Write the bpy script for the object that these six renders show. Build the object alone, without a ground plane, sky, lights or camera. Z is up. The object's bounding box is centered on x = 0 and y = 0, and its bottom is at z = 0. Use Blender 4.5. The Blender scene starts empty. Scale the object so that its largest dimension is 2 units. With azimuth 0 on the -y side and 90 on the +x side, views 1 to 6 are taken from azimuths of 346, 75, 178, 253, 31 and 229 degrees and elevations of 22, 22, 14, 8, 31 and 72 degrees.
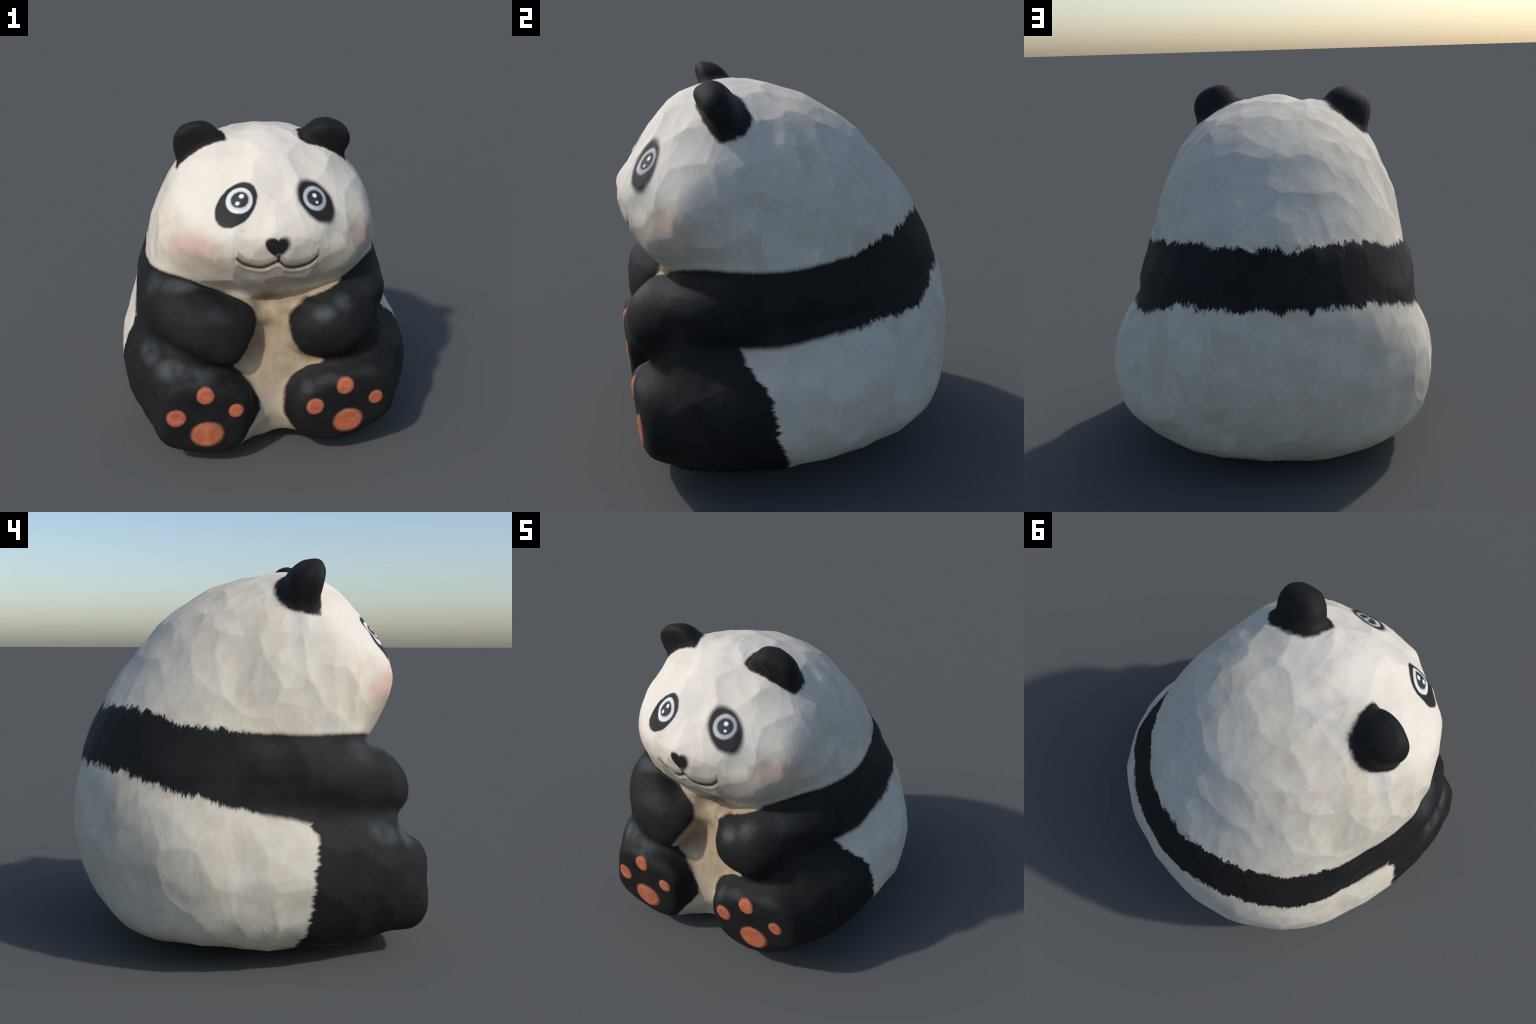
"""A carved and hand-painted wooden panda, sitting, built part by part.

The body is one smooth solid (head-and-torso mass + arms + legs + ears blended
together), meshed once, whittled into flat knife facets, and then separated into
named anatomical parts that keep the whole body's normals.  All paint is
computed in nodes from object coordinates.
"""
import bpy, math
import numpy as np
from mathutils import Vector

rng = np.random.default_rng(11)

# ------------------------------------------------------------------ shape data
CORE_CENTRE = np.array([-0.08, 0.0, 0.8])
# The head-and-torso mass is turned from meridian profiles: distance from the
# core centre at these elevations (degrees), one profile per compass bearing
# (0 = the face, counting toward the figure's left hand).
ELEVATIONS = [-90, -72, -56, -40, -25, -12, 0, 8, 14, 20, 27, 38, 52, 70, 90]
PROFILES = {
      0.0: [0.795, 0.811, 0.926, 0.889, 0.748, 0.661, 0.606, 0.614, 0.583, 0.513, 0.826, 1.037, 1.089, 1.191, 1.106],
     15.0: [0.795, 0.810, 0.909, 0.972, 0.848, 0.718, 0.685, 0.652, 0.714, 0.595, 0.871, 1.043, 1.100, 1.183, 1.106],
     30.0: [0.795, 0.807, 0.922, 1.131, 1.024, 0.910, 0.806, 0.729, 0.661, 0.655, 0.936, 1.020, 1.116, 1.177, 1.106],
     45.0: [0.795, 0.805, 0.929, 1.107, 1.144, 1.032, 0.899, 0.824, 0.729, 0.727, 0.887, 1.043, 1.116, 1.167, 1.106],
     60.0: [0.795, 0.802, 0.920, 1.061, 1.128, 1.050, 0.852, 0.845, 0.811, 0.817, 0.888, 0.978, 1.087, 1.140, 1.106],
     75.0: [0.795, 0.799, 0.905, 1.043, 1.085, 1.010, 0.874, 0.841, 0.846, 0.842, 0.860, 0.927, 1.026, 1.109, 1.106],
     90.0: [0.795, 0.797, 0.893, 1.020, 1.078, 1.003, 0.877, 0.832, 0.842, 0.840, 0.845, 0.895, 0.997, 1.088, 1.106],
    105.0: [0.795, 0.794, 0.886, 1.012, 1.071, 1.017, 0.934, 0.856, 0.853, 0.846, 0.840, 0.904, 0.979, 1.071, 1.106],
    120.0: [0.795, 0.792, 0.885, 1.011, 1.074, 1.013, 0.944, 0.898, 0.873, 0.866, 0.864, 0.890, 0.951, 1.049, 1.106],
    135.0: [0.795, 0.791, 0.892, 1.012, 1.038, 0.987, 0.947, 0.912, 0.892, 0.890, 0.878, 0.892, 0.935, 1.032, 1.106],
    150.0: [0.795, 0.790, 0.891, 0.991, 0.987, 0.956, 0.918, 0.902, 0.881, 0.879, 0.870, 0.899, 0.928, 1.020, 1.106],
    165.0: [0.795, 0.790, 0.900, 0.966, 0.945, 0.915, 0.884, 0.876, 0.867, 0.871, 0.869, 0.870, 0.903, 1.001, 1.106],
    180.0: [0.795, 0.791, 0.906, 0.946, 0.933, 0.895, 0.872, 0.851, 0.859, 0.850, 0.850, 0.858, 0.888, 0.991, 1.106],
    195.0: [0.795, 0.792, 0.913, 0.956, 0.918, 0.891, 0.847, 0.842, 0.829, 0.828, 0.833, 0.833, 0.884, 0.986, 1.106],
    210.0: [0.795, 0.792, 0.886, 0.966, 0.923, 0.885, 0.849, 0.822, 0.804, 0.801, 0.808, 0.828, 0.873, 0.987, 1.106],
    225.0: [0.795, 0.794, 0.870, 0.960, 0.913, 0.873, 0.829, 0.794, 0.784, 0.775, 0.777, 0.807, 0.872, 0.994, 1.106],
    240.0: [0.795, 0.795, 0.865, 0.967, 0.916, 0.845, 0.781, 0.761, 0.758, 0.750, 0.757, 0.787, 0.867, 1.008, 1.106],
    255.0: [0.795, 0.798, 0.882, 0.956, 0.898, 0.808, 0.731, 0.724, 0.731, 0.736, 0.746, 0.772, 0.865, 1.022, 1.106],
    270.0: [0.795, 0.801, 0.898, 0.962, 0.903, 0.817, 0.718, 0.719, 0.737, 0.744, 0.739, 0.805, 0.905, 1.044, 1.106],
    285.0: [0.795, 0.803, 0.904, 0.986, 0.945, 0.837, 0.715, 0.757, 0.770, 0.775, 0.785, 0.850, 0.947, 1.076, 1.106],
    300.0: [0.795, 0.806, 0.900, 1.031, 1.014, 0.916, 0.746, 0.745, 0.754, 0.769, 0.831, 0.932, 1.025, 1.129, 1.106],
    315.0: [0.795, 0.809, 0.930, 1.053, 1.085, 0.955, 0.731, 0.703, 0.679, 0.682, 0.804, 0.971, 1.054, 1.145, 1.106],
    330.0: [0.795, 0.810, 0.943, 1.065, 0.945, 0.811, 0.709, 0.654, 0.619, 0.608, 0.810, 1.004, 1.064, 1.139, 1.106],
    345.0: [0.795, 0.811, 0.940, 0.998, 0.759, 0.609, 0.571, 0.613, 0.630, 0.641, 0.793, 1.008, 1.084, 1.171, 1.106],
}
# limbs: rounded boxes / ovals -- centre, turn (x, y, z), half sizes, roundness
# (an arm is a shoulder lobe and a hand lobe)
ARMS = {"right": (((-0.595, -0.241, 0.841), (-0.282, -0.186, -0.138), (0.196, 0.376, 0.240), 2.25, 2.20),
              ((-0.390, -0.635, 0.826), (-0.578, -0.416, -1.384), (0.128, 0.194, 0.187), 2.71, 2.20)),
        "left": (((0.342, -0.203, 1.093), (0.273, 0.125, 0.198), (0.306, 0.510, 0.160), 2.98, 2.20),
              ((0.221, -0.701, 0.808), (-0.099, -0.003, 1.304), (0.137, 0.201, 0.152), 2.20, 2.20))}
LEGS = {"right": ((-0.455, -0.143, 0.365), (0.041, 0.180, -0.085), (0.294, 0.675, 0.260), 8.62, 3.07),
        "left": ((0.342, -0.151, 0.405), (0.073, -0.289, -0.031), (0.347, 0.714, 0.253), 8.00, 2.50)}
# ears: ovals with the front sliced flat -- centre, turn, half sizes, slice depth
EARS = {"right": ((-0.450, -0.349, 1.793), (0.289, -0.385, -0.151), (0.154, 0.243, 0.167), -0.080),
        "left": ((0.273, -0.345, 1.848), (0.596, 0.282, 0.023), (0.145, 0.104, 0.153), 0.055)}
BLEND = {"arm": 0.10, "leg": 0.06, "ear": 0.04}
CELL = 0.0078                      # mesh fineness in metres

# ------------------------------------------------------------------ paint layout
# height of the top and bottom edge of the black shoulder band, by bearing
BAND_TOP = [(-180, 1.255), (-165, 1.265), (-152, 1.262), (-143, 1.245), (-136, 1.215), (-124, 1.19), (-107, 1.172), (-83, 1.152),
            (-63, 1.150), (-43, 1.128), (-34, 1.082), (-24, 1.035), (-12, 0.998), (-2, 0.972), (6, 0.978), (11, 1.005), (15, 1.03), (19, 1.06), (24, 1.088), (32, 1.12),
            (44, 1.17), (55, 1.19), (75, 1.188), (92, 1.20), (104, 1.21), (113, 1.24), (124, 1.258), (147, 1.275), (165, 1.262), (180, 1.255)]
BAND_BOTTOM = [(-180, 0.975), (-165, 0.97), (-153, 0.96), (-144, 0.945), (-137, 0.915), (-128, 0.888), (-120, 0.86), (-110, 0.82), (-100, 0.788),
               (-87, 0.758), (-80, 0.73), (-60, 0.70), (0, 0.70), (55, 0.80), (68, 0.822), (82, 0.843), (96, 0.872), (108, 0.89),
               (125, 0.91), (134, 0.95), (142, 0.98), (160, 0.982), (180, 0.975)]
# how far back the black of each leg reaches, by height
LEG_EDGE_RIGHT = [(0.0, -0.07), (0.17, -0.09), (0.29, -0.10), (0.42, -0.11), (0.57, -0.13), (0.66, -0.15), (0.72, -0.13), (0.8, -0.10)]
LEG_EDGE_LEFT = [(0.0, -0.15), (0.15, -0.18), (0.28, -0.215), (0.38, -0.25), (0.48, -0.28), (0.58, -0.285), (0.66, -0.305), (0.76, -0.365), (0.8, -0.38)]
# edges of the bare tan belly, by height
BELLY_RIGHT = [(0.0, -0.40), (0.12, -0.31), (0.2, -0.25), (0.28, -0.185), (0.33, -0.16), (0.45, -0.20), (0.54, -0.26), (0.61, -0.315), (0.68, -0.30),
               (0.78, -0.235), (0.86, -0.185), (0.93, -0.185), (0.985, -0.24), (1.03, -0.35), (1.09, -0.47)]
BELLY_LEFT = [(0.0, 0.17), (0.12, 0.09), (0.2, 0.03), (0.29, -0.015), (0.37, -0.02), (0.45, -0.01), (0.53, 0.035), (0.58, 0.11), (0.63, 0.21),
              (0.66, 0.12), (0.72, 0.05), (0.84, 0.008), (0.93, 0.02), (0.98, 0.055), (1.03, 0.15), (1.08, 0.27)]
# eyes: centre, right axis, up axis, patch (offset, half sizes, lean), highlights
EYES = {
    "right": dict(c=(-0.295, -0.652, 1.616), r=(0.993, -0.122, 0.0), u=(0.078, 0.635, 0.768), off=(-0.018, -0.020), half=(0.098, 0.138),
                  lean=0.66, pupil=(0.002, 0.003), white=0.078, soft=0.006, glints=((0.012, 0.022, 0.0125), (-0.012, -0.018, 0.011))),
    "left": dict(c=(0.130, -0.682, 1.618), r=(1.0, -0.009, 0.0), u=(0.006, 0.645, 0.764), off=(0.007, -0.016), half=(0.096, 0.138),
                 lean=-0.58, pupil=(0.002, 0.002), white=0.075, soft=0.016, glints=((0.001, 0.018, 0.0125), (0.009, -0.023, 0.008))),
}
NOSE = (-0.112, 1.395)
MOUTH = [(-0.325, 1.314), (-0.305, 1.294), (-0.275, 1.272), (-0.235, 1.260), (-0.19, 1.258), (-0.15, 1.272), (-0.118, 1.294), (-0.101, 1.302),
         (-0.085, 1.292), (-0.06, 1.270), (-0.02, 1.256), (0.03, 1.259), (0.075, 1.273), (0.105, 1.294), (0.13, 1.322)]
# painted paw pads on the soles: centre, radius across, radius up
PADS = {
    "right": [((-0.503, -0.81, 0.254), 0.092, 0.082), ((-0.683, -0.798, 0.374), 0.053, 0.055), ((-0.516, -0.819, 0.512), 0.048, 0.05), ((-0.336, -0.835, 0.402), 0.043, 0.044)],
    "left": [((0.345, -0.859, 0.269), 0.088, 0.078), ((0.135, -0.863, 0.387), 0.05, 0.053), ((0.312, -0.875, 0.511), 0.05, 0.053), ((0.509, -0.869, 0.413), 0.043, 0.045)],
}
# upper edge of the darker brown jaw area, by x
JAW_LINE = [(-.80, 1.22), (-.70, 1.27), (-.60, 1.325), (-.42, 1.325), (-.30, 1.325), (-.1, 1.33), (.1, 1.36), (.27, 1.405), (.44, 1.45), (.56, 1.42), (.7, 1.3)]


# ------------------------------------------------------------------ solid shape
def turn(a):
    ax, ay, az = a
    cx, sx, cy, sy, cz, sz = math.cos(ax), math.sin(ax), math.cos(ay), math.sin(ay), math.cos(az), math.sin(az)
    return (np.array([[cz, -sz, 0], [sz, cz, 0], [0, 0, 1]]) @ np.array([[cy, 0, sy], [0, 1, 0], [-sy, 0, cy]])
            @ np.array([[1, 0, 0], [0, cx, -sx], [0, sx, cx]]))


EL = np.radians(ELEVATIONS)
RAD = np.array([PROFILES[b] for b in sorted(PROFILES)]).T
NAZ = RAD.shape[1]


def core_field(p):
    d = p - CORE_CENTRE
    r = np.linalg.norm(d, axis=-1) + 1e-9
    el = np.arcsin(np.clip(d[:, 2] / r, -1, 1))
    az = np.arctan2(d[:, 0], -d[:, 1]) % (2 * np.pi)
    n = len(EL)
    i = np.clip(np.searchsorted(EL, el, side="right") - 1, 0, n - 2)
    h = EL[i + 1] - EL[i]
    s = (el - EL[i]) / h
    im, ip = np.maximum(i - 1, 0), np.minimum(i + 2, n - 1)
    dl, dr = EL[i + 1] - EL[im], EL[ip] - EL[i]
    h10, h01, h11 = s**3 - 2 * s**2 + s, -2 * s**3 + 3 * s**2, s**3 - s**2
    ew = (-h10 * h / dl, 1 - h01 - h11 * h / dr, h01 + h10 * h / dl, h11 * h / dr)
    ei = (im, i, i + 1, ip)
    t = az / (2 * np.pi) * NAZ
    a = np.floor(t).astype(int)
    t = t - a
    aw = (-.5 * t**3 + t**2 - .5 * t, 1.5 * t**3 - 2.5 * t**2 + 1, -1.5 * t**3 + 2 * t**2 + .5 * t, .5 * t**3 - .5 * t**2)
    radius = 0
    for k in range(4):
        for m in range(4):
            radius = radius + RAD[ei[k], (a - 1 + m) % NAZ] * ew[k] * aw[m]
    return (r - radius) * 0.85


def limb_field(p, q):
    c, a, half, along, across = q
    q_ = np.abs((p - np.array(c)) @ turn(a)) / np.array(half)
    ez = (q_[:, 0]**across + q_[:, 2]**across + 1e-12)**(1 / across)
    return ((ez**along + q_[:, 1]**along + 1e-12)**(1 / along) - 1) * min(half) * 1.2


def smooth_min(a, b, k):
    h = np.maximum(k - np.abs(a - b), 0) / k
    return np.minimum(a, b) - h * h * k * .25


def ear_field(p, q):
    c, a, half, cut = q
    q_ = (p - np.array(c)) @ turn(a)
    oval = ((np.abs(q_ / np.array(half))**2.6).sum(-1)**(1 / 2.6) - 1) * min(half)      # squarer than an ellipse
    return -smooth_min(-oval, q_[:, 1] + cut, 0.05)


def part_fields(p):
    f = {"core": core_field(p)}
    for s in ("right", "left"):
        f["arm", s] = smooth_min(limb_field(p, ARMS[s][0]), limb_field(p, ARMS[s][1]), 0.20)
        f["leg", s] = limb_field(p, LEGS[s])
        f["ear", s] = ear_field(p, EARS[s])
    return f


def body_field(p):
    out = np.empty(len(p))
    for k in range(0, len(p), 250000):
        f = part_fields(p[k:k + 250000])
        d = f["core"]
        for kind in ("arm", "leg", "ear"):
            for s in ("right", "left"):
                d = smooth_min(d, f[kind, s], BLEND[kind])
        out[k:k + 250000] = d
    return out


def gradient(p):
    g = np.empty_like(p)
    for a in range(3):
        d = np.zeros(3)
        d[a] = 0.004
        g[:, a] = (body_field(p + d) - body_field(p - d)) / 0.008
    return g


def surface_mesh():
    """Quads on the zero set of body_field (surface nets on a sparse grid)."""
    lo = np.array([-1.02, -1.02, -0.12])
    block = 4
    nb = np.ceil(np.array([2.04, 2.04, 2.28]) / (CELL * block)).astype(int)
    n = nb * block
    bc = np.stack(np.meshgrid(*[np.arange(k) for k in nb], indexing="ij"), -1).reshape(-1, 3)
    fb = body_field(lo + (bc * block + (block - 1) / 2) * CELL)
    field = np.repeat(np.repeat(np.repeat(fb.reshape(nb), block, 0), block, 1), block, 2)
    near = bc[np.abs(fb) < 0.075]
    off = np.stack(np.meshgrid(*[np.arange(block)] * 3, indexing="ij"), -1).reshape(-1, 3)
    idx = (near[:, None] * block + off).reshape(-1, 3)
    field[idx[:, 0], idx[:, 1], idx[:, 2]] = body_field(lo + idx * CELL)
    inside = field < 0
    corners = [(x, y, z) for x in (0, 1) for y in (0, 1) for z in (0, 1)]
    m = n - 1
    cut = lambda a, c: a[c[0]:c[0] + m[0], c[1]:c[1] + m[1], c[2]:c[2] + m[2]]
    total = sum(cut(inside, c).astype(np.int8) for c in corners)
    cells = np.argwhere((total > 0) & (total < 8))
    number = np.full(m, -1, dtype=np.int64)
    number[tuple(cells.T)] = np.arange(len(cells))
    acc, cnt = np.zeros((len(cells), 3)), np.zeros(len(cells))
    for c in corners:
        for a in range(3):
            if c[a]:
                continue
            e = list(c)
            e[a] = 1
            f0 = field[tuple((cells + c).T)]
            f1 = field[tuple((cells + e).T)]
            hit = (f0 < 0) != (f1 < 0)
            t = np.where(hit, f0 / np.where(hit, f0 - f1, 1), 0)
            q = np.array(c, float) + t[:, None] * (np.array(e) - np.array(c))
            acc += np.where(hit[:, None], q, 0)
            cnt += hit
    verts = lo + (cells + acc / cnt[:, None]) * CELL
    quads = []
    for a in range(3):
        b, c = (a + 1) % 3, (a + 2) % 3
        sl0 = [slice(1, m[k]) for k in range(3)]
        sl0[a] = slice(0, m[a])
        sl1 = list(sl0)
        sl1[a] = slice(1, m[a] + 1)
        i0, i1 = inside[tuple(sl0)], inside[tuple(sl1)]
        for flip, mask in ((False, i0 & ~i1), (True, ~i0 & i1)):
            e = np.argwhere(mask) + 1
            e[:, a] -= 1
            ring = []
            for db, dc in ((0, 0), (-1, 0), (-1, -1), (0, -1)):
                k = e.copy()
                k[:, b] += db
                k[:, c] += dc
                ring.append(number[tuple(k.T)])
            ring = np.stack(ring, -1)
            quads.append(ring[:, ::-1] if flip else ring)
    return verts, np.concatenate(quads)


def neighbour_mean(v, quads):
    s, c = np.zeros_like(v), np.zeros(len(v))
    for k in range(4):
        a, b = quads[:, k], quads[:, (k + 1) % 4]
        for i, j in ((a, b), (b, a)):
            for ax in range(3):
                s[:, ax] += np.bincount(i, v[j, ax], len(v))
            c += np.bincount(i, minlength=len(v))
    return s / c[:, None]


def to_surface(v, steps=2):
    for _ in range(steps):
        g = gradient(v)
        f = body_field(v)
        step = np.clip(f / np.maximum((g * g).sum(1), 0.05), -0.01, 0.01)
        v = v - step[:, None] * g
    return v


def vertex_normals(v, quads):
    fn = np.cross(v[quads[:, 2]] - v[quads[:, 0]], v[quads[:, 3]] - v[quads[:, 1]])
    n = np.zeros_like(v)
    for k in range(4):
        for ax in range(3):
            n[:, ax] += np.bincount(quads[:, k], fn[:, ax], len(v))
    return n / (np.linalg.norm(n, axis=1)[:, None] + 1e-12)


def curve_value(table, t):
    t0, v0 = zip(*table)
    return np.interp(t, t0, v0)


def bearing(p):
    return np.degrees(np.arctan2(p[:, 0] - CORE_CENTRE[0], -p[:, 1]))


def wobble(p, scale, seed):
    """Smooth cheap noise from a few sines, about -1 to 1."""
    r = np.random.default_rng(seed)
    out = 0
    for _ in range(6):
        k = r.normal(size=3)
        k *= scale * r.uniform(.6, 1.5) / np.linalg.norm(k)
        out = out + np.sin(p @ k + r.uniform(0, 6.28))
    return out / 3.2


def facet_relief(v, count, seed, stretch=(1, 1, 1), radius=0.9):
    """Flats left by a knife: inside each cell the surface is pared flat, the
    borders between flats stand proud."""
    r = np.random.default_rng(seed)
    s = np.array(stretch)
    w = v + 0.02 * np.stack([wobble(v, 17, seed + k) for k in (1, 2, 3)], -1)
    lean = r.normal(size=(count, 3)).astype(np.float32)
    lean /= np.linalg.norm(lean, axis=1)[:, None]
    pick = r.choice(len(v), count * 12, replace=False)
    seeds = [pick[0]]
    dist = np.full(len(pick), 1e9)
    for _ in range(count - 1):                       # spread the cuts evenly, with some play
        dist = np.minimum(dist, ((w[pick] - w[seeds[-1]])**2 * s**2).sum(1))
        order = np.argpartition(-dist, 120)[:120]
        seeds.append(pick[order[r.integers(120)]])
    c = (w[seeds] * s).astype(np.float32)
    ws = (w * s).astype(np.float32)
    d2 = np.empty(len(v))
    size = r.uniform(-.5, 1, count).astype(np.float32) * np.float32(1.6 / count)      # some cuts broader than others
    for k in range(0, len(v), 20000):
        q = ws[k:k + 20000]
        dist2 = (q * q).sum(1)[:, None] - 2 * q @ c.T + (c * c).sum(1)
        along = q @ lean.T - (c * lean).sum(1)
        d2[k:k + 20000] = (dist2 * .75 + 1.3 * along**2 - size).min(1)      # each cut longer one way
    d = np.minimum(d2, 0.03) / (2 * radius)
    return d - d.mean()


def soft_step(a, b, x):
    t = np.clip((x - a) / (b - a), 0, 1)          # a may lie above b
    return t * t * (3 - 2 * t)


# ------------------------------------------------------------------ build the body mesh
verts, quads = surface_mesh()
for _ in range(3):
    verts = verts + 0.6 * (neighbour_mean(verts, quads) - verts)
    verts = to_surface(verts, 1)
verts = to_surface(verts, 2)
crown = soft_step(.34, .12, np.hypot(verts[:, 0] - CORE_CENTRE[0], verts[:, 1])) * (verts[:, 2] > 1.6)
for k in ("right", "left"):
    crown = crown * soft_step(.02, .12, ear_field(verts, EARS[k]))
for _ in range(14):                                   # rub the crown into a plain dome
    verts = verts + 0.6 * crown[:, None] * (neighbour_mean(verts, quads) - verts)
normals = vertex_normals(verts, quads)

az_v = bearing(verts)
f = part_fields(verts)
core_f = f["core"]
arm_f = {s: f["arm", s] for s in ("right", "left")}
leg_f = {s: f["leg", s] for s in ("right", "left")}
ear_f = {s: f["ear", s] for s in ("right", "left")}
limb_min = np.minimum.reduce(list(arm_f.values()) + list(leg_f.values()) + list(ear_f.values()))
plain = soft_step(-0.01, 0.05, limb_min - core_f)            # 1 on head and torso
in_band = soft_step(-.04, .02, curve_value(BAND_TOP, az_v) - verts[:, 2]) * soft_step(-.02, .04, verts[:, 2] - curve_value(BAND_BOTTOM, az_v))
bare = plain * (1 - 0.75 * in_band)
ears = soft_step(.02, -.01, np.minimum(ear_f["right"], ear_f["left"])) * (verts[:, 2] > 1.6)
relief = facet_relief(verts, 260, 3, (1.1, 1.1, .85)) * 0.66 + facet_relief(verts, 700, 5, (1.25, 1.25, .75), 0.7) * 0.30
fine = 0.0009 * wobble(verts, 60, 21) + 0.0012 * wobble(verts, 28, 22)
push = relief * soft_step(.55, -.5, verts[:, 1]) * 0.6 + relief * 0.7
push = push * (0.5 + 0.5 * np.maximum(bare, ears)) + fine + ears * 0.007 * wobble(verts, 22, 31)

for side in PADS:
    for c, rx, rz in PADS[side]:
        d = np.hypot((verts[:, 0] - c[0]) / rx, (verts[:, 2] - c[2]) / rz)
        on = (verts[:, 1] < -0.7)
        push += np.where(on, 0.006 * (1 - soft_step(.82, 1.08, d)) - 0.002 * (1 - soft_step(.0, .8, d)), 0)
mouth_t = curve_value(MOUTH, verts[:, 0])
near_mouth = (verts[:, 0] > -0.325) & (verts[:, 0] < 0.13) & (verts[:, 1] < -0.65)
gap = verts[:, 2] - mouth_t
push -= np.where(near_mouth, 0.006 * np.exp(-(gap / 0.009)**2) - 0.004 * np.exp(-((gap + .026) / 0.014)**2) - 0.003 * np.exp(-((gap - .03) / 0.02)**2), 0)
verts = verts + normals * push[:, None]
verts[:, 2] = np.maximum(verts[:, 2], 0.0)          # stands on a sanded flat
normals = vertex_normals(verts, quads)

# ------------------------------------------------------------------ which part is each face
fc = verts[quads].mean(1)
az_f = bearing(fc)
qf = lambda a: a[quads].mean(1)
part = np.full(len(quads), "torso", dtype=object)
part[fc[:, 2] > curve_value(BAND_TOP, az_f)] = "head"
for s in ("right", "left"):
    part[qf(arm_f[s] - core_f) < 0.0] = "arm_" + s
for s in ("right", "left"):
    part[(qf(leg_f[s] - core_f) < 0.0) & (qf(leg_f[s]) < qf(arm_f[s]))] = "leg_" + s
    part[(qf(ear_f[s] - core_f) < 0.012) & (fc[:, 2] > 1.5)] = "ear_" + s
head_faces = part == "head"
for s, e in EYES.items():
    d = fc - np.array(e["c"])
    a, b = d @ np.array(e["r"]) - e["off"][0], d @ np.array(e["u"]) - e["off"][1]
    cl, sl = math.cos(e["lean"]), math.sin(e["lean"])
    k = np.hypot((a * cl - b * sl) / e["half"][0], (a * sl + b * cl) / e["half"][1])
    part[head_faces & (k < 1.08) & (fc[:, 1] < -.4)] = "eye_" + s
front = head_faces & (fc[:, 1] < -0.65)
part[front & (np.hypot(fc[:, 0] - NOSE[0], fc[:, 2] - NOSE[1]) < 0.075) & (fc[:, 2] > 1.335)] = "nose"
part[front & (fc[:, 0] > -0.34) & (fc[:, 0] < 0.145) & (np.abs(fc[:, 2] - curve_value(MOUTH, fc[:, 0])) < 0.022)] = "mouth"
for s in PADS:
    for k, (c, rx, rz) in enumerate(PADS[s]):
        d = np.hypot((fc[:, 0] - c[0]) / rx, (fc[:, 2] - c[2]) / rz)
        part[(part == "leg_" + s) & (d < 1.1) & (fc[:, 1] < -0.7)] = f"pad_{s}_{k}"


# ------------------------------------------------------------------ paint
class Nodes:
    """Short hand for building shader node networks."""

    def __init__(self, tree):
        self.t = tree

    def add(self, kind, **props):
        n = self.t.nodes.new(kind)
        for k, v in props.items():
            setattr(n, k, v)
        return n

    def put(self, sock, v):
        if isinstance(v, bpy.types.NodeSocket):
            self.t.links.new(v, sock)
        elif isinstance(v, (tuple, list)) and sock.type == "RGBA":
            sock.default_value = (*v[:3], 1)
        else:
            sock.default_value = v

    def math(self, op, a, b=None, c=None, clamp=False):
        n = self.add("ShaderNodeMath", operation=op, use_clamp=clamp)
        for k, v in enumerate((a, b, c)):
            if v is not None:
                self.put(n.inputs[k], v)
        return n.outputs[0]

    def vec(self, op, a, b=None):
        n = self.add("ShaderNodeVectorMath", operation=op)
        self.put(n.inputs[0], a)
        if b is not None:
            self.put(n.inputs[3 if op == "SCALE" else 1], b)
        return n.outputs["Value" if op in ("DOT_PRODUCT", "LENGTH", "DISTANCE") else "Vector"]

    def step(self, x, lo, hi, a=0.0, b=1.0):
        n = self.add("ShaderNodeMapRange", interpolation_type="SMOOTHSTEP")
        for k, v in enumerate((x, lo, hi, a, b)):
            self.put(n.inputs[k], v)
        return n.outputs[0]

    def mix(self, f, a, b, blend="MIX"):
        n = self.add("ShaderNodeMix", data_type="RGBA", blend_type=blend)
        self.put(n.inputs[0], f)
        self.put(n.inputs[6], a)
        self.put(n.inputs[7], b)
        return n.outputs[2]

    def noise(self, v, scale, detail=3.0, rough=0.5, colour=False):
        n = self.add("ShaderNodeTexNoise")
        self.put(n.inputs["Vector"], v)
        n.inputs["Scale"].default_value, n.inputs["Detail"].default_value, n.inputs["Roughness"].default_value = scale, detail, rough
        return n.outputs["Color" if colour else "Fac"]

    def cells(self, v, scale, feature="F1"):
        n = self.add("ShaderNodeTexVoronoi", feature=feature)
        self.put(n.inputs["Vector"], v)
        n.inputs["Scale"].default_value = scale
        return n

    def curve(self, x, table, lo, hi, vlo, vhi):
        """table value at x, through a Float Curve"""
        u = self.math("DIVIDE", self.math("SUBTRACT", x, lo), hi - lo, clamp=True)
        n = self.add("ShaderNodeFloatCurve")
        c = n.mapping.curves[0]
        pts = [((a - lo) / (hi - lo), (b - vlo) / (vhi - vlo)) for a, b in table]
        c.points[0].location, c.points[1].location = pts[0], pts[-1]
        for q in pts[1:-1]:
            c.points.new(*q)
        n.mapping.update()
        self.put(n.inputs["Value"], u)
        return self.math("MULTIPLY_ADD", n.outputs[0], vhi - vlo, vlo)

    def ramp(self, f, stops, interp="LINEAR"):
        n = self.add("ShaderNodeValToRGB")
        n.color_ramp.interpolation = interp
        el = n.color_ramp.elements
        el[0].position, el[0].color = stops[0][0], (*stops[0][1], 1)
        el[1].position, el[1].color = stops[-1][0], (*stops[-1][1], 1)
        for p, c in stops[1:-1]:
            el.new(p).color = (*c, 1)
        self.put(n.inputs[0], f)
        return n.outputs[0]

    def blob(self, p, centre, size, edge=0.5):
        """1 inside a soft oval, 0 outside"""
        d = self.vec("LENGTH", self.vec("DIVIDE", self.vec("SUBTRACT", p, centre), size))
        return self.step(d, edge, 1.0, 1.0, 0.0)


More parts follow.
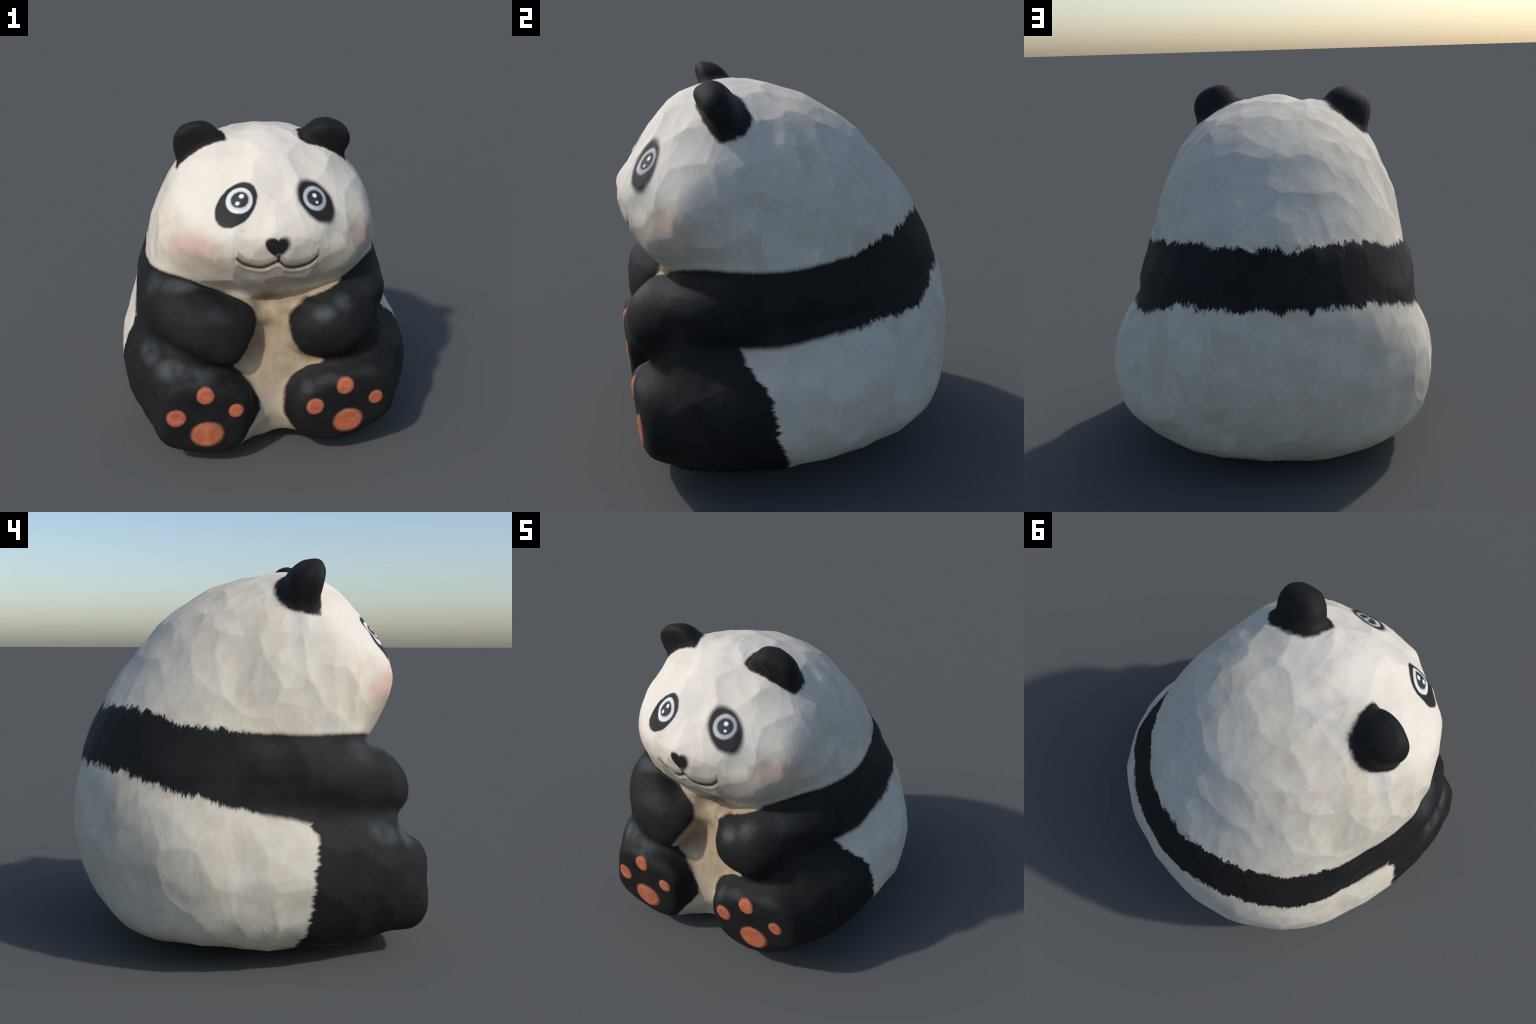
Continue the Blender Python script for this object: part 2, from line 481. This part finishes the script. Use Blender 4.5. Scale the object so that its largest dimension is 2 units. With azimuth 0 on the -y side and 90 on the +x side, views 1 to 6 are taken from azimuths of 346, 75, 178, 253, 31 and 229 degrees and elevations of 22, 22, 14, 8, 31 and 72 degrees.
def paint_group():
    """The whole hand-painted coat as one node group (colour, gloss, relief)."""
    g = bpy.data.node_groups.new("hand_painted_coat", "ShaderNodeTree")
    for nm, kind in (("Color", "NodeSocketColor"), ("Roughness", "NodeSocketFloat"), ("Normal", "NodeSocketVector")):
        g.interface.new_socket(nm, in_out="OUTPUT", socket_type=kind)
    N = Nodes(g)
    out = N.add("NodeGroupOutput")
    P = N.add("ShaderNodeTexCoord").outputs["Object"]
    sep = N.add("ShaderNodeSeparateXYZ")
    N.put(sep.inputs[0], P)
    x, y, z = sep.outputs
    M, A, S = (lambda a, b: N.math("MULTIPLY", a, b)), (lambda a, b: N.math("ADD", a, b)), (lambda a, b: N.math("SUBTRACT", a, b))

    # ---- off-white ground with knife-facet tints
    warp = N.vec("SCALE", N.vec("SUBTRACT", N.noise(P, 6, 3, colour=True), (.5, .5, .5)), 0.09)
    Pw = N.vec("ADD", P, warp)
    big, small = N.cells(Pw, 6.0), N.cells(Pw, 11.0)
    tint = N.add("ShaderNodeSeparateColor")
    N.put(tint.inputs[0], big.outputs["Color"])
    tint2 = N.add("ShaderNodeSeparateColor")
    N.put(tint2.inputs[0], small.outputs["Color"])
    white = N.ramp(tint.outputs[0], [(0.0, (0.485, 0.435, 0.35)), (0.22, (0.57, 0.515, 0.425)), (0.45, (0.54, 0.48, 0.39)), (0.62, (0.535, 0.51, 0.435)), (0.8, (0.61, 0.565, 0.47)), (1.0, (0.505, 0.455, 0.37))])  # whites warmed and lowered to offset the blue skylight
    white2 = N.ramp(tint2.outputs[1], [(0.0, (0.485, 0.435, 0.35)), (0.22, (0.57, 0.515, 0.425)), (0.45, (0.54, 0.48, 0.39)), (0.62, (0.535, 0.51, 0.435)), (0.8, (0.61, 0.565, 0.47)), (1.0, (0.505, 0.455, 0.37))])
    white = N.mix(0.42, white, white2)
    strokes = N.noise(N.vec("MULTIPLY", P, (22, 22, 7)), 1.0, 4, .6)
    white = N.mix(N.step(strokes, .4, .75, 0, .25), white, (0.72, 0.70, 0.63))
    # cooler tone on the nape, browner tone round the jaw, rosy cheeks
    soft_p = N.vec("ADD", P, N.vec("SCALE", N.vec("SUBTRACT", big.outputs["Color"], (.5, .5, .5)), 0.10))
    cool = N.blob(soft_p, (0.05, 0.52, 1.58), (.62, .5, .45), .3)
    white = N.mix(M(cool, .3), white, (0.49, 0.485, 0.45))
    face = N.blob(soft_p, (-.1, -.45, 1.65), (.75, .6, .5), .6)
    white = N.mix(M(face, .5), white, (0.74, 0.69, 0.625))  # face colour lightened to match its sunlit brightness
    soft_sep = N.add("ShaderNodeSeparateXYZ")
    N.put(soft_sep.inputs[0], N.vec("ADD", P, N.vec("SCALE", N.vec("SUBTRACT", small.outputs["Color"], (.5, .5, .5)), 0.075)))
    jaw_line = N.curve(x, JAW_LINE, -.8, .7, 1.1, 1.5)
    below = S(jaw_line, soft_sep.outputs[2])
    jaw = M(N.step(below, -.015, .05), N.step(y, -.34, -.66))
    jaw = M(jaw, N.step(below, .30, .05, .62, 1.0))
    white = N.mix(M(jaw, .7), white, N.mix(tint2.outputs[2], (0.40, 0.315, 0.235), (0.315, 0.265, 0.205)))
    bridge = M(N.blob(soft_p, (-.08, -.82, 1.42), (.27, .2, .085), .75), .5)
    white = N.mix(bridge, white, (0.52, 0.445, 0.375))
    rosy = N.math("MAXIMUM", N.blob(soft_p, (-.54, -.62, 1.385), (.24, .25, .13), .25), M(N.blob(soft_p, (.46, -.60, 1.38), (.18, .2, .13), .2), .5))
    white = N.mix(M(rosy, .74), white, (0.60, 0.365, 0.31))

    # ---- black coat with blue-grey highlights painted on the limbs
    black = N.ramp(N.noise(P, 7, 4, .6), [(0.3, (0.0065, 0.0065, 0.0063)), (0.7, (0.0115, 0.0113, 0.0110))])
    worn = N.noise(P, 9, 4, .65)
    rub = None  # mask of the painted sheen; worn is only noise breaking it up
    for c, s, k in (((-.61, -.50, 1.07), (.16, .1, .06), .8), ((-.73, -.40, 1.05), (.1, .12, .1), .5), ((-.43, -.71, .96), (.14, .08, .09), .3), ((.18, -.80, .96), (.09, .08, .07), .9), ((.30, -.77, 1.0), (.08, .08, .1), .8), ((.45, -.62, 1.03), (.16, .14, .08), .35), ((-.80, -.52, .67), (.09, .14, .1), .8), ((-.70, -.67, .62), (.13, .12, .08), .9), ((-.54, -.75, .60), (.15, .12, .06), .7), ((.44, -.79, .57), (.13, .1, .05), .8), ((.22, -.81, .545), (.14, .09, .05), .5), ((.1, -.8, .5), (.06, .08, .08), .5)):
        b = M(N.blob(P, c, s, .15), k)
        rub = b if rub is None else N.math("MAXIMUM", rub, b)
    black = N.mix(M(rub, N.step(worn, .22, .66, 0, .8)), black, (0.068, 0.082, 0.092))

    # ---- where the black lies
    az = N.math("DEGREES", N.math("ARCTAN2", S(x, float(CORE_CENTRE[0])), M(y, -1.0)))
    top = N.curve(az, BAND_TOP, -180, 180, 0.9, 1.4)
    bottom = N.curve(az, BAND_BOTTOM, -180, 180, 0.6, 1.1)
    hairs = S(N.noise(N.vec("MULTIPLY", P, (13, 13, 2.5)), 1.0, 2, .5), .5)
    hairs2 = S(N.noise(N.vec("MULTIPLY", P, (48, 48, 7)), 1.0, 2, .6), .5)
    ragged = N.step(y, -.05, .52, .12, 1.0)
    hairs3 = S(N.noise(N.vec("MULTIPLY", P, (120, 120, 14)), 1.0, 1, .5), .5)
    jag = M(A(A(M(hairs, .08), M(hairs2, .06)), M(hairs3, .045)), ragged)
    zj = A(z, jag)
    soft = N.step(y, -.2, .4, .018, .013)
    below_top = N.step(S(top, zj), M(soft, -1.0), soft)
    above_bottom = N.step(S(zj, bottom), M(soft, -1.0), soft)
    band = N.math("MULTIPLY", below_top, above_bottom)
    hairs_y = S(N.noise(N.vec("MULTIPLY", P, (4, 5, 32)), 1.0, 3, .6), .5)
    edge_r, edge_l = N.curve(z, LEG_EDGE_RIGHT, 0, .8, -.5, 0), N.curve(z, LEG_EDGE_LEFT, 0, .8, -.5, 0)
    is_left = N.math("GREATER_THAN", x, -0.1)
    edge = A(M(edge_l, is_left), M(edge_r, S(1.0, is_left)))
    yj = A(y, M(hairs_y, .10))
    legs = M(N.step(S(edge, yj), -.014, .014), N.step(S(zj, bottom), .05, .03))
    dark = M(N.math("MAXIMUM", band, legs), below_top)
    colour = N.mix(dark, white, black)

    # ---- tan belly, ochre bare base
    bl, br = N.curve(z, BELLY_RIGHT, 0, 1.1, -.6, .4), N.curve(z, BELLY_LEFT, 0, 1.1, -.6, .4)
    xj = A(x, M(S(N.noise(P, 30, 3, .6), .5), .022))
    belly_mask = M(M(N.step(S(xj, bl), -.012, .012), N.step(S(br, xj), -.012, .012)), M(N.step(y, -.44, -.40, 1, 0), below_top))
    grain = N.noise(N.vec("MULTIPLY", P, (9, 9, 6)), 1.0, 5, .65)
    belly = N.ramp(grain, [(0.25, (0.25, 0.18, 0.11)), (0.5, (0.325, 0.25, 0.165)), (0.78, (0.43, 0.35, 0.25))])
    belly = N.mix(N.math("MULTIPLY", N.step(A(z, M(S(grain, .5), .3)), .55, .25), .65), belly, (0.52, 0.46, 0.36))
    colour = N.mix(belly_mask, colour, belly)
    geo = N.add("ShaderNodeNewGeometry")
    up = N.add("ShaderNodeSeparateXYZ")
    N.put(up.inputs[0], geo.outputs["Normal"])
    base = M(N.step(up.outputs[2], -.84, -.93), M(N.step(z, .34, .28), N.step(y, .05, -.1)))
    colour = N.mix(base, colour, N.ramp(grain, [(.3, (0.16, 0.085, 0.025)), (.7, (0.30, 0.18, 0.06))]))

    # ---- black ears, feathered into the white
    for s in ("right", "left"):
        c, a, half, cutd = EARS[s]
        R = turn(a)
        d = N.vec("SUBTRACT", P, tuple(float(k) for k in c))
        comp = N.add("ShaderNodeCombineXYZ")
        for k in range(3):
            N.put(comp.inputs[k], N.math("POWER", N.math("ABSOLUTE", N.math("DIVIDE", N.vec("DOT_PRODUCT", d, tuple(float(v) for v in R[:, k])), float(half[k]))), 2.6))
        oval = M(S(N.math("POWER", N.vec("DOT_PRODUCT", comp.outputs[0], (1, 1, 1)), 1 / 2.6), 1.0), float(min(half)))
        slice_y = N.vec("DOT_PRODUCT", d, tuple(float(v) for v in R[:, 1]))
        shape = N.math("SMOOTH_MAX", oval, M(A(slice_y, cutd), -1.0), 0.05)
        shape = A(shape, M(S(N.noise(P, 26, 3, .6), .5), .022))
        colour = N.mix(N.step(shape, .030, .014), colour, black)

    # ---- eyes
    for s, e in EYES.items():
        d = N.vec("SUBTRACT", P, e["c"])
        a, b = N.vec("DOT_PRODUCT", d, e["r"]), N.vec("DOT_PRODUCT", d, e["u"])
        cl, sl = math.cos(e["lean"]), math.sin(e["lean"])
        a0, b0 = S(a, e["off"][0]), S(b, e["off"][1])
        u = N.math("DIVIDE", S(M(a0, cl), M(b0, sl)), e["half"][0])
        v = N.math("DIVIDE", A(M(a0, sl), M(b0, cl)), e["half"][1])
        facing = N.step(y, -.45, -.40, 1, 0)

        def ring(cx, cy, r, soft, sx=1.0):
            q = N.math("SQRT", A(N.math("POWER", N.math("DIVIDE", S(a, cx), sx), 2.0), N.math("POWER", S(b, cy), 2.0)))
            return M(N.step(q, r + soft, r - soft), facing)

        l = N.math("SQRT", A(M(u, u), M(v, v)))
        l = A(l, M(S(N.noise(P, 20, 2), .5), .10))
        k = e["soft"] / 0.1
        patch = M(N.step(l, 1.02 + k, 1.02 - k), facing)
        eye_black = N.mix(N.step(worn, .45, .75, 0, .3), black, (0.020, 0.024, 0.026))
        colour = N.mix(patch, colour, eye_black)
        px, py = e["pupil"]
        sclera = N.mix(N.step(a, -.03, .075), (0.68, 0.71, 0.72) if s == "right" else (0.55, 0.56, 0.59), (0.66, 0.69, 0.70) if s == "right" else (0.24, 0.245, 0.27))
        sclera = N.mix(ring(px, py, .060, .014), sclera, (0.50, 0.525, 0.54) if s == "right" else (0.36, 0.37, 0.39))
        colour = N.mix(ring(0.0, 0.0, e["white"] - .003, .005 + e["soft"] * .2, .95), colour, sclera)
        colour = N.mix(ring(px, py, .048, .006), colour, (0.016, 0.017, 0.017))
        colour = N.mix(M(ring(px - .012, py - .004, .028, .016), .12), colour, (0.10, 0.105, 0.11))
        for gx, gy, r in e["glints"]:
            colour = N.mix(ring(gx, gy, r, .005), colour, (0.74, 0.79, 0.82))

    # ---- heart nose and the thin mouth line
    on_face = N.step(y, -.69, -.66, 1, 0)
    hx, hz = M(S(x, NOSE[0]), 1 / 0.068), M(S(z, NOSE[1] + 0.004), 1 / 0.056)
    lift = M(N.math("SQRT", A(N.math("ABSOLUTE", hx), 0.01)), .62)
    hq = N.math("SQRT", A(M(hx, hx), N.math("POWER", S(hz, S(M(lift, 1.2), .47)), 2.0)))
    hq = A(hq, M(S(N.noise(P, 28, 2), .5), .12))
    blur = N.step(x, NOSE[0] - .05, NOSE[0] + .06, .13, .28)
    heart = M(N.step(hq, A(1.0, blur), S(1.0, blur)), on_face)
    colour = N.mix(heart, colour, (0.0125, 0.0125, 0.0125))
    line = N.curve(x, MOUTH, -.325, .13, 1.2, 1.4)
    inside = M(N.step(x, -.331, -.319), N.step(x, .136, .124))
    gap = N.math("ABSOLUTE", S(z, line))
    width = N.add("ShaderNodeFloatCurve")
    stroke = M(M(N.step(gap, A(.0125, M(hairs, .009)), .002), inside), on_face)
    stem = M(M(N.step(N.math("ABSOLUTE", S(x, -.103)), .013, .004), M(N.step(z, 1.294, 1.302), N.step(z, 1.352, 1.342))), on_face)
    lips = M(M(N.step(S(z, line), .002, .012), N.step(S(z, A(line, .055)), .006, -.006)), M(inside, on_face))
    colour = N.mix(M(lips, .55), colour, (0.20, 0.18, 0.145))
    pale_fleck = M(M(N.step(N.math("ABSOLUTE", S(S(line, z), .021)), .010, .004), N.step(N.noise(P, 24, 2), .48, .58)), M(inside, on_face))
    colour = N.mix(M(pale_fleck, .55), colour, (0.60, 0.52, 0.40))
    halo = M(M(N.step(gap, .026, .008), inside), M(on_face, .3))
    colour = N.mix(halo, colour, (0.13, 0.11, 0.09))
    colour = N.mix(M(N.math("MAXIMUM", stroke, stem), .93), colour, (0.0145, 0.0125, 0.012))

    # ---- coral paw pads
    pads = None
    for s in PADS:
        for c, rx, rz in PADS[s]:
            dx, dz = M(S(x, c[0]), 1 / rx), M(S(z, c[2]), 1 / rz)
            l = N.math("SQRT", A(M(dx, dx), M(dz, dz)))
            pads = l if pads is None else N.math("MINIMUM", pads, l)
    pads = A(pads, M(S(N.noise(P, 34, 3, .6), .5), .16))
    pad_mask = M(N.step(pads, 1.18, .84), N.step(y, -.72, -.69, 1, 0))
    dab = N.noise(N.vec("MULTIPLY", P, (14, 8, 22)), 1.0, 3, .6)
    coral = N.ramp(dab, [(.3, (0.33, 0.085, 0.045)), (.55, (0.45, 0.122, 0.056)), (.75, (0.50, 0.175, 0.085))])
    coral = N.mix(N.step(pads, .68, .95, 0, .55), coral, N.mix(dab, (0.34, 0.10, 0.07), (0.45, 0.19, 0.10)))
    colour = N.mix(pad_mask, colour, coral)

    # ---- gloss and fine relief
    darkness = N.add("ShaderNodeRGBToBW")
    N.put(darkness.inputs[0], colour)
    rough = N.step(darkness.outputs[0], .02, .3, .70, .78)
    brush = N.noise(N.vec("MULTIPLY", P, (34, 34, 14)), 1.0, 5, .6)
    edges = N.cells(Pw, 11.0, "DISTANCE_TO_EDGE").outputs["Distance"]
    ridge = M(N.step(edges, .06, .0), M(S(1.0, dark), .06))
    bump = N.add("ShaderNodeBump")
    bump.inputs["Strength"].default_value = .25
    bump.inputs["Distance"].default_value = .006
    N.put(bump.inputs["Height"], A(A(brush, ridge), M(M(N.step(pads, .8, 1.0), pad_mask), M(dab, 2.2))))
    N.put(out.inputs[0], colour)
    N.put(out.inputs[1], rough)
    N.put(out.inputs[2], bump.outputs[0])
    return g


GROUP = paint_group()


def paint(name, spec=0.22, coat=0.0):
    m = bpy.data.materials.new(name)
    m.use_nodes = True
    t = m.node_tree
    bsdf = next(n for n in t.nodes if n.type == "BSDF_PRINCIPLED")
    g = t.nodes.new("ShaderNodeGroup")
    g.node_tree = GROUP
    t.links.new(g.outputs["Color"], bsdf.inputs["Base Color"])
    t.links.new(g.outputs["Roughness"], bsdf.inputs["Roughness"])
    t.links.new(g.outputs["Normal"], bsdf.inputs["Normal"])
    bsdf.inputs["Specular IOR Level"].default_value = spec
    bsdf.inputs["Coat Weight"].default_value = coat
    return m


coat = {k: paint(k + "_paint") for k in ("head", "torso", "arm", "leg", "ear", "nose", "mouth", "paw_pad")}
coat["eye"] = paint("eye_paint", 0.4)


# ------------------------------------------------------------------ objects
def link(ob, parent=None):
    bpy.context.scene.collection.objects.link(ob)
    if parent:
        ob.parent = parent
    return ob


panda = link(bpy.data.objects.new("panda_figurine", None))
panda.empty_display_size = 0.2
panda["label"] = "sitting panda figurine, carved facets, hand-painted black and white"
panda["category"] = "panda figurine"


def body_part(key, kind, parent):
    sel = quads[part == key]
    used, local = np.unique(sel, return_inverse=True)
    me = bpy.data.meshes.new(kind)
    me.from_pydata(verts[used].tolist(), [], local.reshape(-1, 4).tolist())
    me.polygons.foreach_set("use_smooth", [True] * len(me.polygons))
    me.materials.append(coat[kind])
    me.normals_split_custom_set_from_vertices(normals[used].tolist())
    return link(bpy.data.objects.new(kind, me), parent)


head = body_part("head", "head", panda)
torso = body_part("torso", "torso", panda)
for s in ("right", "left"):
    body_part("arm_" + s, "arm", panda)
    leg = body_part("leg_" + s, "leg", panda)
    for k in range(len(PADS[s])):
        body_part(f"pad_{s}_{k}", "paw_pad", leg)
    body_part("ear_" + s, "ear", head)
    body_part("eye_" + s, "eye", head)
body_part("nose", "nose", head)
body_part("mouth", "mouth", head)
